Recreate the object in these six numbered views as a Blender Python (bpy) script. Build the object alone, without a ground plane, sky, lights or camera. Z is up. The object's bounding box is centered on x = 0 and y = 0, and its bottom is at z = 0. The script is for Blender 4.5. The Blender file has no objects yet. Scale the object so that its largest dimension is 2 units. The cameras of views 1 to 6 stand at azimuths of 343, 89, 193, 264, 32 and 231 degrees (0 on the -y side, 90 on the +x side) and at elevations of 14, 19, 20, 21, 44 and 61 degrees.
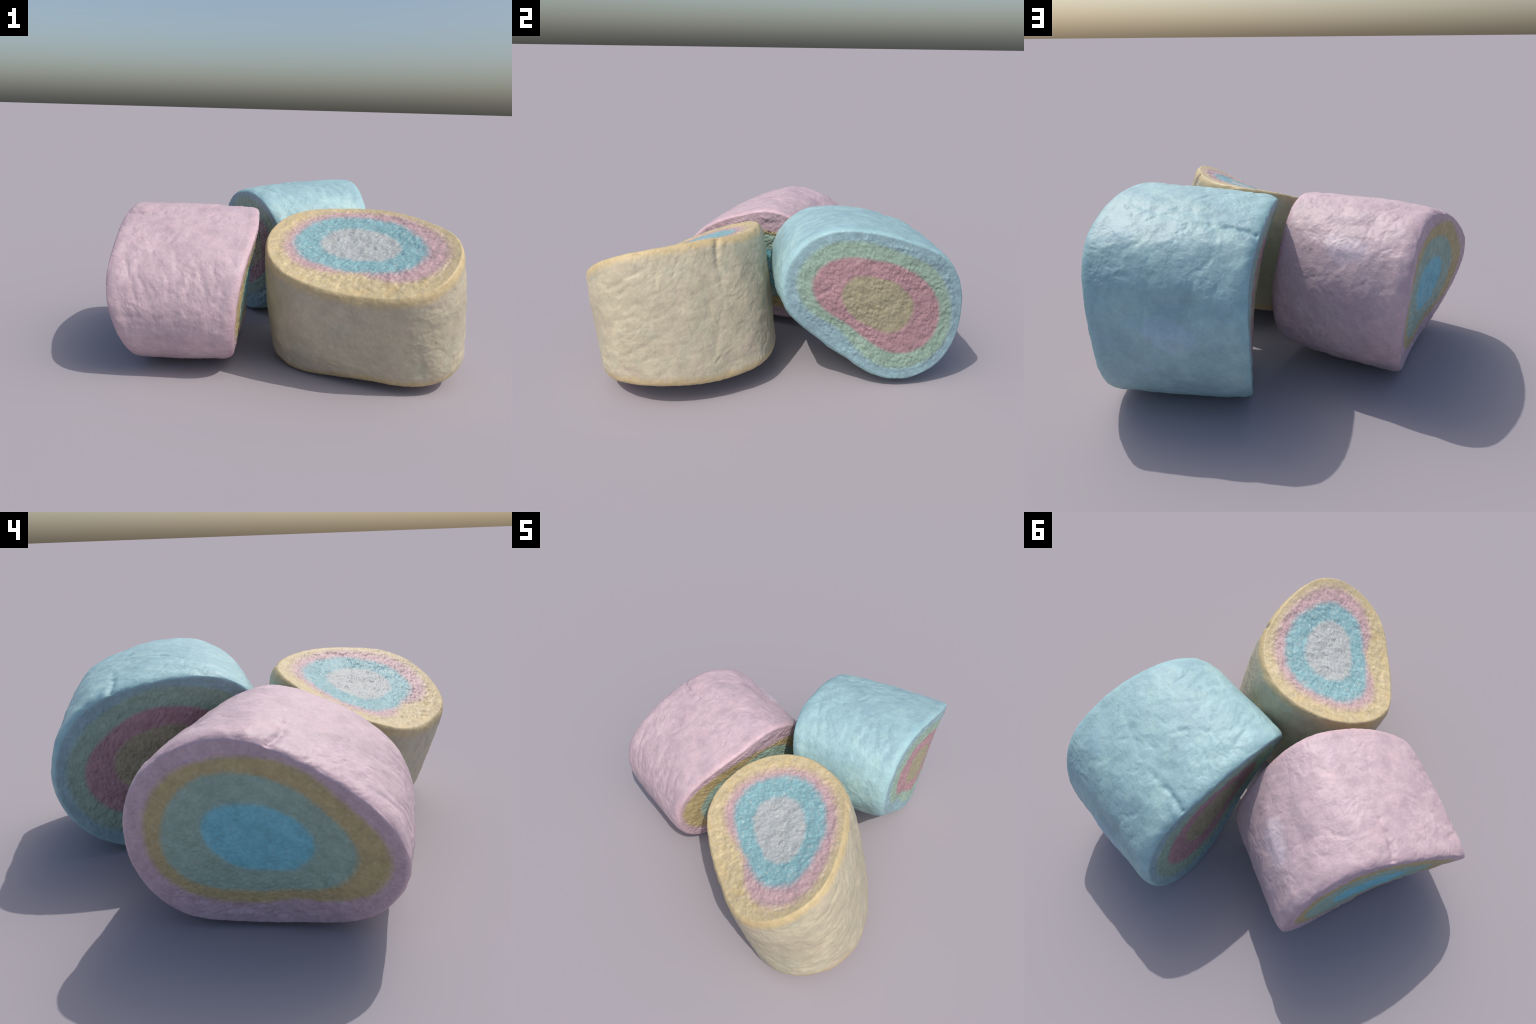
"""Three fat layered marshmallows huddled together: one pink and one blue lying
on their sides, one cream standing on end.  All three are the same pinched,
rounded-triangle log cut square at both ends; only the colours differ."""
import bpy
import math
import numpy as np
from mathutils import Matrix, Vector


# Outline of the cross-section as a Fourier series in the angle about the axis:
# mean radius, then cosine and sine terms of order 1, 2, 3 ...
OUTLINE = [0.4448, 0.0012, -0.0163, 0.0655, -0.0096, 0.0167, -0.0171, 0.0002, -0.0007, -0.0001, -0.0004, -0.001, -0.0001, -0.0007, 0.0014, 0.0002, 0.0015]
TAPER = [0.0039, -0.0043, 0.0172, -0.0054, -0.0055, 0.0009, 0.0065, -0.0001, -0.0025, 0.0006, 0.0017]
BARREL = [0.0085, -0.0004, -0.001, -0.0043, 0.0031, -0.0001, 0.0009]
TOP_RIM = [0.3348, -0.0188, 0.0255, 0.0265, 0.0231, -0.0006, 0.0031, 0.0042, 0, 0.0033, 0.0023]
BASE_RIM = [-0.2986, 0.0058, -0.0797, 0.0165, -0.0124, -0.0023, 0.0018, 0.0035, 0.0005, 0.0018, 0.0003]
TOP_DOME, BASE_DOME = -0.0155, -0.016
EDGE_IN, EDGE_DOWN = 0.025, 0.062   # rounding of the rims: radially, and along the wall
PINK_POSE = ((1.1314, -1.4869, -1.4567), (-0.4036, 0.027, 0.4045))
PINK_RINGS = {1: [[0.793, 0.0052, 0.0912, 0.0389, 0.0252, 0.0044, -0.0042, 0.02, -0.0155, 0.0129, -0.0127],
         [0.6369, -0.0328, 0.0761, 0.0348, 0.0129, -0.0036, -0.005, 0.0102, 0.0001, 0.0077, -0.013],
         [0.3593, -0.0062, 0.082, 0.017, 0.0003, -0.0089, 0.0179, 0.0005, -0.0064, 0.001, 0.0025]],
    -1: [[0.7774, 0.0169, -0.0297, 0.0966, 0.0432, 0.0081, 0.0088, 0.0142, -0.0287, 0.0068, 0.0067],
         [0.6133, -0.0067, -0.0117, 0.0622, -0.0034, 0.004, -0.0115, 0.0106, -0.0111, 0.0008, -0.0057],
         [0.3658, 0.0187, -0.0548, 0.0088, -0.0069, -0.0034, 0.0009, 0.005, -0.0055, 0.01, 0.0021]]}
BLUE_POSE = ((0.9047, -1.4533, -0.6496), (0.3909, 0.5276, 0.4813))
BLUE_RINGS = {1: [[0.7988, -0.0082, 0.0883, 0.0435, 0.02, 0, 0.003, 0.0085, -0.0123, 0.0054, -0.0147],
         [0.6011, -0.0319, 0.071, 0.0383, 0.0047, -0.0078, 0.0099, 0.0085, -0.013, 0.0058, -0.005],
         [0.3597, -0.0127, 0.0801, 0.0199, -0.0046, -0.0031, 0.0143, 0.0019, 0, -0.0025, -0.002]],
    -1: [[0.8, -0.0087, 0.0049, 0.0553, 0.0234, 0.0157, -0.0081, 0.005, -0.0152, -0.0079, -0.0009],
         [0.6197, -0.0099, -0.013, 0.064, -0.0062, 0.0029, -0.012, 0.012, -0.0163, 0.0052, -0.006],
         [0.3658, 0.0187, -0.0548, 0.0088, -0.0069, -0.0034, 0.0009, 0.005, -0.0055, 0.01, 0.0021]]}
CREAM_POSE = ((0.3209, -0.1415, -0.8124), (0.4112, -0.4554, 0.3695))
CREAM_RINGS = {1: [[0.7637, 0.0157, 0.1114, 0.0559, 0.0334, 0.025, -0.0261, -0.0056, -0.0104, 0.0022, -0.0071],
         [0.6321, -0.0244, 0.0828, 0.0268, 0.0152, -0.0016, -0.0025, 0.0063, 0.0002, 0.0083, -0.0121],
         [0.3706, -0.005, 0.0746, 0.0267, 0.0092, -0.0032, 0.0083, 0.0041, 0.0037, 0.0033, -0.0058]],
    -1: [[0.8, -0.0087, 0.0049, 0.0553, 0.0234, 0.0157, -0.0081, 0.005, -0.0152, -0.0079, -0.0009],
         [0.6197, -0.0099, -0.013, 0.064, -0.0062, 0.0029, -0.012, 0.012, -0.0163, 0.0052, -0.006],
         [0.3658, 0.0187, -0.0548, 0.0088, -0.0069, -0.0034, 0.0009, 0.005, -0.0055, 0.01, 0.0021]]}

AROUND = 720                     # vertices round the log


# ------------------------------------------------------------------ profile
def order(coef):
    return (len(coef) - 1) // 2


def series(coef, th):
    out = np.full_like(th, coef[0])
    for k in range(1, order(coef) + 1):
        out += coef[2 * k - 1] * np.cos(k * th) + coef[2 * k] * np.sin(k * th)
    return out


def wall_radius(th, z):
    """radius of the wall, z from -1 (base) to 1 (top)"""
    return series(OUTLINE, th) + z * series(TAPER, th) + (1 - z * z) * series(BARREL, th)


def cap_height(end, th, f):
    """height of the end face at fraction f of the wall radius: a soft saddle, slightly dished"""
    rim, dome = (TOP_RIM, TOP_DOME) if end > 0 else (BASE_RIM, BASE_DOME)
    out = np.full_like(th, rim[0])
    for k in range(1, order(rim) + 1):
        out += f ** k * (rim[2 * k - 1] * np.cos(k * th) + rim[2 * k] * np.sin(k * th))
    return out + dome * (1 - f * f)


# ------------------------------------------------------------------ noise
class Perlin:
    def __init__(self, seed):
        r = np.random.default_rng(seed)
        self.p = np.concatenate([r.permutation(256)] * 3)
        g = r.normal(size=(256, 3))
        self.g = g / np.linalg.norm(g, axis=1)[:, None]

    def __call__(self, q):
        i = np.floor(q).astype(np.int64)
        f = q - i
        i &= 255
        u = f * f * f * (f * (f * 6 - 15) + 10)
        out = 0.0
        for a in (0, 1):
            for b in (0, 1):
                for c in (0, 1):
                    h = self.p[self.p[self.p[(i[:, 0] + a) & 255] + ((i[:, 1] + b) & 255)] + ((i[:, 2] + c) & 255)]
                    d = (self.g[h] * (f - (a, b, c))).sum(1)
                    w = (u[:, 0] if a else 1 - u[:, 0]) * (u[:, 1] if b else 1 - u[:, 1]) * (u[:, 2] if c else 1 - u[:, 2])
                    out = out + w * d
        return out * 1.6


def fbm(q, seed, octaves=3, gain=0.5):
    n, amp = 0.0, 1.0
    for k in range(octaves):
        n = n + amp * Perlin(seed + k)(q * 2.03 ** k + 17.3 * k)
        amp *= gain
    return n


def smooth(a, b, x):
    t = np.clip((x - a) / (b - a), 0, 1)
    return t * t * (3 - 2 * t)


# Creases pressed into the wall: (depth, half width, [(angle in degrees, height), ...]);
# the depth fades from the first point to the last by the fade factor.
CREASES = [
    (0.0190, 0.013, 0.12, [(88, 0.35), (85, 0.29), (83, 0.22), (83, 0.14), (82, 0.05)]),
    (0.0035, 0.010, 0.70, [(90, 0.02), (78, 0.045), (68, 0.02), (58, 0.01), (47, 0.04)]),
    (0.0040, 0.010, 0.60, [(49, 0.04), (41, 0.085), (36, 0.145)]),
    (0.0050, 0.005, 0.50, [(72, -0.245), (65, -0.28)]),
    (0.0045, 0.008, 0.60, [(8, 0.21), (20, 0.233), (31, 0.268), (38, 0.28)]),
    (0.0040, 0.009, 0.60, [(21, 0.20), (15, 0.172), (6, 0.143), (-3, 0.12)]),
    (0.0030, 0.008, 0.60, [(-2, 0.30), (-2, 0.18), (-3, 0.09)]),
    (0.0030, 0.009, 0.60, [(8, 0.05), (20, 0.05), (28, 0.01), (39, 0.03)]),
    (0.0035, 0.009, 0.60, [(5, -0.165), (14, -0.115), (23, -0.105)]),
    (0.0025, 0.007, 0.60, [(52, -0.04), (52, -0.10)]),
    (0.0025, 0.008, 0.60, [(22, -0.01), (5, -0.05)]),
    (0.0030, 0.007, 0.60, [(-93, 0.22), (-92, 0.09), (-88, -0.17)]),
    (0.0025, 0.006, 0.60, [(-76, 0.24), (-75, -0.02)]),
    (0.0035, 0.013, 0.60, [(84, 0.16), (82, 0.05), (77, -0.05), (68, -0.22), (62, -0.26)]),
    (0.0030, 0.009, 0.60, [(87, -0.17), (74, -0.105), (73, -0.02), (60, 0.05)]),
]


def creases(th, z):
    out = np.zeros_like(th)
    for depth, wide, fade, path in CREASES:
        pts = np.array(path, float)
        mid = math.radians(pts[:, 0].mean())
        s = ((th - mid + np.pi) % (2 * np.pi) - np.pi) * 0.45
        ps = (np.radians(pts[:, 0]) - mid) * 0.45
        n = len(pts) - 1
        for k in range(n):
            a = np.array([ps[k], pts[k, 1]])
            d = np.array([ps[k + 1], pts[k + 1, 1]]) - a
            t = np.clip(((s - a[0]) * d[0] + (z - a[1]) * d[1]) / (d @ d), 0, 1)
            dist = np.hypot(s - a[0] - t * d[0], z - a[1] - t * d[1])
            strength = depth * (1 + (fade - 1) * (k + t) / n)
            out = np.maximum(out, strength * np.exp(-(dist / (1.45 * wide)) ** 2))
    return -out


def bump(th, z, centre, size, height):
    s = ((th - math.radians(centre[0]) + np.pi) % (2 * np.pi) - np.pi) * 0.45 / size[0]
    return height * np.exp(-(s * s) - ((z - centre[1]) / size[1]) ** 2)


def relief(pos, th, end_face, f):
    """how far each point is pushed out along its normal; end_face 0 on the wall, 1 on the ends"""
    x, y, z = pos.T
    warp = 0.02 * np.stack([Perlin(s)(pos * 14) for s in (71, 72, 73)], 1)
    q = pos + warp
    along = q * (1.0, 1.0, 1.15)                      # wrinkles run round the log
    turn = np.stack([q[:, 0] + 0.25 * q[:, 2], q[:, 1] - 0.2 * q[:, 2], 1.05 * q[:, 2]], 1)
    lumps = fbm(pos * 6.5, 3, 2) * 0.0034
    lumps = lumps + fbm(q * (11.0, 11.0, 14.0), 13, 2, 0.4) * 0.0034
    calm = 0.35 + 1.0 * smooth(-0.35, 0.45, Perlin(44)(pos * 5))
    folds = fbm(along * 15, 21, 2, 0.5)
    folds = (folds - 0.5 * np.abs(folds)) * 0.0012 * (0.5 + 0.5 * calm)
    pits = fbm(turn * 30, 31, 2, 0.6)
    pits = (pits - 0.5 * np.maximum(-pits - 0.25, 0)) * 0.0012 * calm
    grain = fbm(turn[:, ::-1] * 58, 37, 2, 0.5) * 0.00055
    wall = lumps + folds + pits + grain
    wall += creases(th, z) * (0.35 + 0.6 * smooth(-0.3, 0.35, Perlin(46)(pos * 16)))
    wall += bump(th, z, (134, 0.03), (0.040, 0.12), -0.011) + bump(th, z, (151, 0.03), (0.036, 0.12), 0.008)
    wall += bump(th, z, (98, 0.20), (0.045, 0.16), 0.005)
    # crumb of the cut faces: fine, a little combed in one direction
    comb = np.stack([0.8 * x + 0.6 * y, 1.7 * (-0.6 * x + 0.8 * y), z], 1)
    crumb = fbm(comb * 44, 51, 2, 0.5) * 0.0030 * (0.6 + 0.6 * smooth(-0.4, 0.4, Perlin(48)(pos * 9))) + fbm(pos * 20, 61, 2) * 0.0034
    pucker = Perlin(65)(np.stack([np.cos(th) * 3, np.sin(th) * 3, z * 2], 1))
    crumb += 0.0034 * smooth(-0.2, 0.5, pucker) * np.exp(-((f - 0.84 - 0.02 * np.sin(5 * th)) / 0.03) ** 2)
    crumb -= 0.0012 * smooth(-0.2, 0.5, pucker) * np.exp(-((f - 0.76 - 0.02 * np.sin(5 * th)) / 0.03) ** 2)
    edge = np.exp(-((f - 0.95) / 0.06) ** 2) * (f < 1.2)
    return wall * (1 - end_face) * (1 - 0.25 * edge) + crumb * end_face * (1 - 0.6 * smooth(0.84, 0.93, f))


# ------------------------------------------------------------------ mesh
LAYERS = ("core", "inner_layer", "middle_layer", "outer_layer", "skin")


def build_surface(rings):
    """one closed surface: rows of vertices from the middle of the base, up the wall,
    to the middle of the top; returns points, faces and the layer of every face"""
    th = np.arange(AROUND) / AROUND * 2 * np.pi
    ct, st = np.cos(th), np.sin(th)

    def end_rows(end):
        R = wall_radius(th, float(end))
        bounds = [np.zeros_like(th)] + [series(c, th) for c in reversed(rings[end])] + [1 - EDGE_IN / R]
        bounds[3] = np.minimum(bounds[3], bounds[4] - 0.012)
        rows = []
        for k, n in enumerate((60, 48, 24, 26)):
            for j in range(n):
                rows.append((bounds[k] + (bounds[k + 1] - bounds[k]) * (j + 1) / n, k))
        pts = [(np.stack([f * R * ct, f * R * st, cap_height(end, th, f)], 1), np.ones_like(th), f, k) for f, k in rows]
        n = 18
        for j in range(1, n + 1):
            a = math.pi / 2 * (1 - j / n)
            q = R - EDGE_IN * (1 - math.cos(a))
            f = q / R
            h = cap_height(end, th, f) - end * EDGE_DOWN * (1 - math.sin(a))
            pts.append((np.stack([q * ct, q * st, h], 1), np.full_like(th, smooth(0.75, 1.0, math.sin(a))), f, 4))
        return pts

    base, top = end_rows(-1), end_rows(1)
    zb, zt = base[-1][0][:, 2], top[-1][0][:, 2]
    wall = []
    n = 150
    for j in range(1, n):
        z = -1 + 2 * j / n
        q = wall_radius(th, z)
        wall.append((np.stack([q * ct, q * st, zb + (zt - zb) * (z + 1) / 2], 1), np.zeros_like(th), np.full_like(th, 1.5), 4))
    rows = base + wall + top[::-1]
    pos = np.concatenate([r[0] for r in rows])
    cap = np.concatenate([r[1] for r in rows])
    frac = np.concatenate([r[2] for r in rows])
    ang = np.tile(th, len(rows))
    m = len(rows)
    zero = np.zeros(1)
    pole = np.array([[0, 0, cap_height(-1, zero, zero)[0]], [0, 0, cap_height(1, zero, zero)[0]]])
    pos = np.vstack([pos, pole])
    cap, frac, ang = np.r_[cap, 1, 1], np.r_[frac, 0, 0], np.r_[ang, 0, 0]
    a = np.arange(AROUND)
    b = (a + 1) % AROUND
    quads, layer = [], []
    for j in range(m - 1):
        lo, hi = j * AROUND, (j + 1) * AROUND
        quads.append(np.stack([lo + a, lo + b, hi + b, hi + a], 1))
        # on the base the row's own layer is the one outside it; on the top the one before it
        layer.append(np.full(AROUND, rows[j + 1][3] if j + 1 < len(base) else (rows[j][3] if j >= m - len(top) else 4)))
    tris = [np.stack([b, a, np.full(AROUND, m * AROUND)], 1),
            np.stack([(m - 1) * AROUND + a, (m - 1) * AROUND + b, np.full(AROUND, m * AROUND + 1)], 1)]
    return pos, cap, frac, ang, np.concatenate(quads), np.concatenate(layer), np.concatenate(tris)


def mesh_from(name, pos, quads, tris):
    me = bpy.data.meshes.new(name)
    loops = np.concatenate([quads.ravel(), tris.ravel()]).astype(np.int32)
    starts = np.concatenate([np.arange(len(quads)) * 4, len(quads) * 4 + np.arange(len(tris)) * 3]).astype(np.int32)
    me.vertices.add(len(pos))
    me.vertices.foreach_set("co", pos.astype(np.float32).ravel())
    me.loops.add(len(loops))
    me.loops.foreach_set("vertex_index", loops)
    me.polygons.add(len(starts))
    me.polygons.foreach_set("loop_start", starts)
    me.polygons.foreach_set("use_smooth", np.ones(len(starts), bool))
    me.update(calc_edges=True)
    return me


def vertex_normals(me):
    out = np.empty(len(me.vertices) * 3, np.float32)
    me.vertex_normals.foreach_get("vector", out)
    return out.reshape(-1, 3).astype(float)


# ------------------------------------------------------------------ material
class Nodes:
    def __init__(self, name):
        self.mat = bpy.data.materials.new(name)
        self.mat.use_nodes = True
        self.t = self.mat.node_tree
        self.bsdf = self.t.nodes["Principled BSDF"]

    def new(self, kind, **props):
        n = self.t.nodes.new(kind)
        for k, v in props.items():
            setattr(n, k, v)
        return n

    def put(self, socket, value):
        if isinstance(value, bpy.types.NodeSocket):
            self.t.links.new(value, socket)
        else:
            socket.default_value = value

    def math(self, op, a, b=0.0, clamp=False):
        n = self.new("ShaderNodeMath", operation=op, use_clamp=clamp)
        self.put(n.inputs[0], a)
        self.put(n.inputs[1], b)
        return n.outputs[0]

    def dot(self, a, b):
        n = self.new("ShaderNodeVectorMath", operation="DOT_PRODUCT")
        self.put(n.inputs[0], a)
        self.put(n.inputs[1], b)
        return n.outputs["Value"]

    def step(self, x, lo, hi):
        n = self.new("ShaderNodeMapRange", interpolation_type="SMOOTHSTEP")
        for i, v in enumerate((x, lo, hi, 0.0, 1.0)):
            self.put(n.inputs[i], v)
        return n.outputs[0]

    def mix(self, fac, a, b, blend="MIX"):
        n = self.new("ShaderNodeMix", data_type="RGBA", blend_type=blend)
        self.put(n.inputs[0], fac)
        self.put(n.inputs[6], a)
        self.put(n.inputs[7], b)
        return n.outputs[2]

    def mixf(self, fac, a, b):
        n = self.new("ShaderNodeMix", data_type="FLOAT")
        self.put(n.inputs[0], fac)
        self.put(n.inputs[2], a)
        self.put(n.inputs[3], b)
        return n.outputs[0]

    def noise(self, vec, scale, detail=2.0, rough=0.5, dims="3D"):
        n = self.new("ShaderNodeTexNoise", noise_dimensions=dims)
        self.put(n.inputs["Vector"], vec)
        n.inputs["Scale"].default_value = scale
        n.inputs["Detail"].default_value = detail
        n.inputs["Roughness"].default_value = rough
        return n.outputs["Fac"]


def srgb(r, g, b):
    f = lambda c: c / 12.92 if c <= 0.04045 else ((c + 0.055) / 1.055) ** 2.4
    return (f(r / 255), f(g / 255), f(b / 255), 1.0)


def marshmallow_material(name, look, rings, shift):
    N = Nodes(name)
    co = N.new("ShaderNodeTexCoord").outputs["Object"]
    mp = N.new("ShaderNodeVectorMath", operation="ADD")
    N.put(mp.inputs[0], co)
    mp.inputs[1].default_value = shift
    sh = mp.outputs[0]
    sep = N.new("ShaderNodeSeparateXYZ")
    N.put(sep.inputs[0], co)
    x, y, z = sep.outputs
    th = N.math("ARCTAN2", y, x)
    r = N.math("SQRT", N.math("ADD", N.math("MULTIPLY", x, x), N.math("MULTIPLY", y, y)))
    waves = []
    for k in range(1, 9):
        a = N.math("MULTIPLY", th, float(k))
        waves += [N.math("COSINE", a), N.math("SINE", a)]
    waves += [0.0, 0.0]
    triples = []
    for i in range(0, 18, 3):
        c = N.new("ShaderNodeCombineXYZ")
        for j in range(3):
            N.put(c.inputs[j], waves[i + j])
        triples.append(c.outputs[0])

    def fourier(coef):
        rest = list(coef[1:]) + [0.0] * (18 - len(coef) + 1)
        out = float(coef[0])
        for i, v in enumerate(triples):
            part = tuple(rest[3 * i:3 * i + 3])
            if any(part):
                out = N.math("ADD", N.dot(v, part), out)
        return out

    up = N.math("GREATER_THAN", z, 0.06)
    wide = lambda s: [o + s * t for o, t in zip(OUTLINE, TAPER + [0.0] * 6)]
    radius = N.mixf(up, fourier(wide(-1)), fourier(wide(1)))
    wob = N.math("SUBTRACT", N.noise(sh, 26, 3, 0.6), 0.5)
    f = N.math("ADD", N.math("DIVIDE", r, radius), N.math("MULTIPLY", wob, look["wobble"]))
    edge = [N.mixf(up, fourier(rings[-1][k]), fourier(rings[1][k])) for k in range(3)]
    rim_top, rim_base = fourier(TOP_RIM), fourier(BASE_RIM)
    from_top = N.math("SUBTRACT", rim_top, z)
    from_base = N.math("SUBTRACT", z, rim_base)
    to_rim = N.mixf(up, from_base, from_top)

    colour = look["core"]
    for k, key in ((2, "inner"), (1, "middle"), (0, "outer")):
        s = look["soft"][k]
        colour = N.mix(N.step(f, N.math("SUBTRACT", edge[k], s), N.math("ADD", edge[k], s)), colour, look[key])
    # pale specks on the cut faces
    face = colour
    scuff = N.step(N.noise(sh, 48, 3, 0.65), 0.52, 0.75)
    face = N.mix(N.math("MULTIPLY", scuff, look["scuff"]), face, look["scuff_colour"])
    warm = N.math("MULTIPLY", N.step(N.noise(sh, 14, 3, 0.6), 0.50, 0.68), N.step(f, edge[0], N.math("ADD", edge[0], 0.06)))
    face = N.mix(N.math("MULTIPLY", warm, 0.5), face, look["fleck"])
    # the wall: soft blotches
    wall = N.mix(N.step(N.noise(sh, 5.5, 3, 0.55), 0.38, 0.66), look["skin"], look["skin_b"])
    wall = N.mix(N.math("MULTIPLY", N.step(N.noise(sh, 8.0, 2, 0.5), 0.52, 0.70), look["tint_amount"]), wall, look["tint"])
    sh2 = N.new("ShaderNodeVectorMath", operation="ADD")
    N.put(sh2.inputs[0], sh)
    sh2.inputs[1].default_value = (3.1, 7.7, 1.3)
    wall = N.mix(N.math("MULTIPLY", N.step(N.noise(sh2.outputs[0], 6.5, 3, 0.5), 0.50, 0.72), look["tint_amount"]), wall, look["tint_b"])
    # a pale bluish patch along one side, with a darker strip beside it
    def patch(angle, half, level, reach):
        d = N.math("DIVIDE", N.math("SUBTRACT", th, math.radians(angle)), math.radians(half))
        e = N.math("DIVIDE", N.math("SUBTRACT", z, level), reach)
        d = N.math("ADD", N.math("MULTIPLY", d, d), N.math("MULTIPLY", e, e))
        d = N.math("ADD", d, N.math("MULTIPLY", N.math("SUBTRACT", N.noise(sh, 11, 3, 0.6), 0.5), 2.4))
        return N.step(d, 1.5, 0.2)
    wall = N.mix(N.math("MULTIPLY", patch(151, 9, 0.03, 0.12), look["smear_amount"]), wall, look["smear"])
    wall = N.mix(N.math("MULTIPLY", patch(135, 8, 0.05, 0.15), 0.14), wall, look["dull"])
    # wall colour near the rims
    near = N.math("SUBTRACT", 1.0, N.step(N.math("ADD", to_rim, N.math("MULTIPLY", wob, 0.05)), 0.015, look["band"]))
    wall = N.mix(N.math("MULTIPLY", near, look["band_amount"]), wall, look["band_colour"])
    on_wall = N.step(f, 0.925, 0.975)
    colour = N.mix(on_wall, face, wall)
    # light-dark mottle: shading of small bumps painted into the colour, stronger on faces
    mott = N.math("ADD", N.math("MULTIPLY", N.noise(sh, 20, 4, 0.62), 0.6), N.math("MULTIPLY", N.noise(sh, 70, 2, 0.55), 0.4))
    amount = N.mixf(on_wall, look["mottle"] * 1.7, look["mottle"])
    m = N.new("ShaderNodeMapRange")
    for i, v in enumerate((mott, 0.30, 0.70, N.math("SUBTRACT", 1.0, amount), N.math("ADD", 1.0, amount))):
        N.put(m.inputs[i], v)
    grey = N.new("ShaderNodeCombineColor")
    for i in range(3):
        N.put(grey.inputs[i], m.outputs[0])
    colour = N.mix(1.0, colour, grey.outputs[0], "MULTIPLY")
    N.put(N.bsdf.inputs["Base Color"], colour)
    N.bsdf.inputs["Roughness"].default_value = 0.5
    N.bsdf.inputs["Specular IOR Level"].default_value = 0.42
    bmp = N.new("ShaderNodeBump")
    bmp.inputs["Strength"].default_value = 0.35
    bmp.inputs["Distance"].default_value = 0.004
    N.put(bmp.inputs["Height"], N.noise(sh, 95, 3, 0.6))
    N.put(N.bsdf.inputs["Normal"], bmp.outputs[0])
    return N.mat


PINK_LOOK = dict(
    core=srgb(122, 190, 202), inner=srgb(152, 177, 162), middle=srgb(184, 167, 123), outer=srgb(194, 168, 177),
    skin=srgb(203, 179, 184), skin_b=srgb(190, 168, 174), tint=srgb(210, 182, 186), tint_b=srgb(196, 174, 183), tint_amount=0.6,
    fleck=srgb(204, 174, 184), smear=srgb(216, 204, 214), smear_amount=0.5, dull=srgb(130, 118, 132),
    band=0.045, band_colour=srgb(204, 172, 180), band_amount=0.55,
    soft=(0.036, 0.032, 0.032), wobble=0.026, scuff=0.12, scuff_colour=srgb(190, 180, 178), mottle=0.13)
BLUE_LOOK = dict(
    core=srgb(160, 153, 125), inner=srgb(172, 136, 141), middle=srgb(149, 174, 156), outer=srgb(142, 172, 178),
    skin=srgb(162, 196, 198), skin_b=srgb(150, 183, 189), tint=srgb(172, 204, 200), tint_b=srgb(152, 186, 196), tint_amount=0.6,
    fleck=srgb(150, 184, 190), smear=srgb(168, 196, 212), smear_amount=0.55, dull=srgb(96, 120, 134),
    band=0.045, band_colour=srgb(154, 194, 197), band_amount=0.5,
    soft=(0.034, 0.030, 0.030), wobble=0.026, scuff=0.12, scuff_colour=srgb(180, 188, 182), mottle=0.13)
CREAM_LOOK = dict(
    core=srgb(175, 179, 177), inner=srgb(134, 174, 178), middle=srgb(192, 160, 161), outer=srgb(200, 182, 141),
    skin=srgb(192, 183, 157), skin_b=srgb(182, 173, 149), tint=srgb(180, 181, 158), tint_b=srgb(193, 174, 156), tint_amount=0.45,
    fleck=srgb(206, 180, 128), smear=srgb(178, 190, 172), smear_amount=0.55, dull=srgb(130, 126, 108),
    band=0.06, band_colour=srgb(202, 179, 130), band_amount=0.8,
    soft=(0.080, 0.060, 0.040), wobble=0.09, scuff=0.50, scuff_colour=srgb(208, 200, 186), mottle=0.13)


# ------------------------------------------------------------------ build
def build(pose, rings, look, mat_name, label):
    pos, cap, frac, ang, quads, layer, tris = build_surface(rings)
    smooth_body = mesh_from("body", pos, quads, tris)
    pos = pos + vertex_normals(smooth_body) * relief(pos, ang, cap, frac)[:, None]
    bpy.data.meshes.remove(smooth_body)
    body = mesh_from("body", pos, quads, tris)
    normals = vertex_normals(body)
    bpy.data.meshes.remove(body)

    turn, place = pose
    turn = Vector(turn)
    world = Matrix.Translation(place) @ Matrix.Rotation(turn.length, 4, turn.normalized())
    root = bpy.data.objects.new("marshmallow", None)
    root.empty_display_size = 0.2
    root.matrix_world = world
    root["label"], root["category"] = label, "marshmallow"
    bpy.context.scene.collection.objects.link(root)
    mat = marshmallow_material(mat_name, look, rings, (0.0, 0.0, 0.0))
    for k, part in enumerate(LAYERS):
        q = quads[layer == k]
        t = tris if k == 0 else tris[:0]
        used = np.unique(np.concatenate([q.ravel(), t.ravel()]))
        back = np.zeros(len(pos), np.int64)
        back[used] = np.arange(len(used))
        me = mesh_from(part, pos[used], back[q], back[t])
        me.normals_split_custom_set_from_vertices(normals[used])
        me.materials.append(mat)
        ob = bpy.data.objects.new(part, me)
        ob.parent = root
        bpy.context.scene.collection.objects.link(ob)
    return root


build(PINK_POSE, PINK_RINGS, PINK_LOOK, "pink_marshmallow_crumb",
      "pink layered marshmallow lying on its flat side, blue centre")
build(BLUE_POSE, BLUE_RINGS, BLUE_LOOK, "blue_marshmallow_crumb",
      "light blue layered marshmallow on its side, yellow centre")
build(CREAM_POSE, CREAM_RINGS, CREAM_LOOK, "cream_marshmallow_crumb",
      "cream yellow layered marshmallow standing on end, white centre")
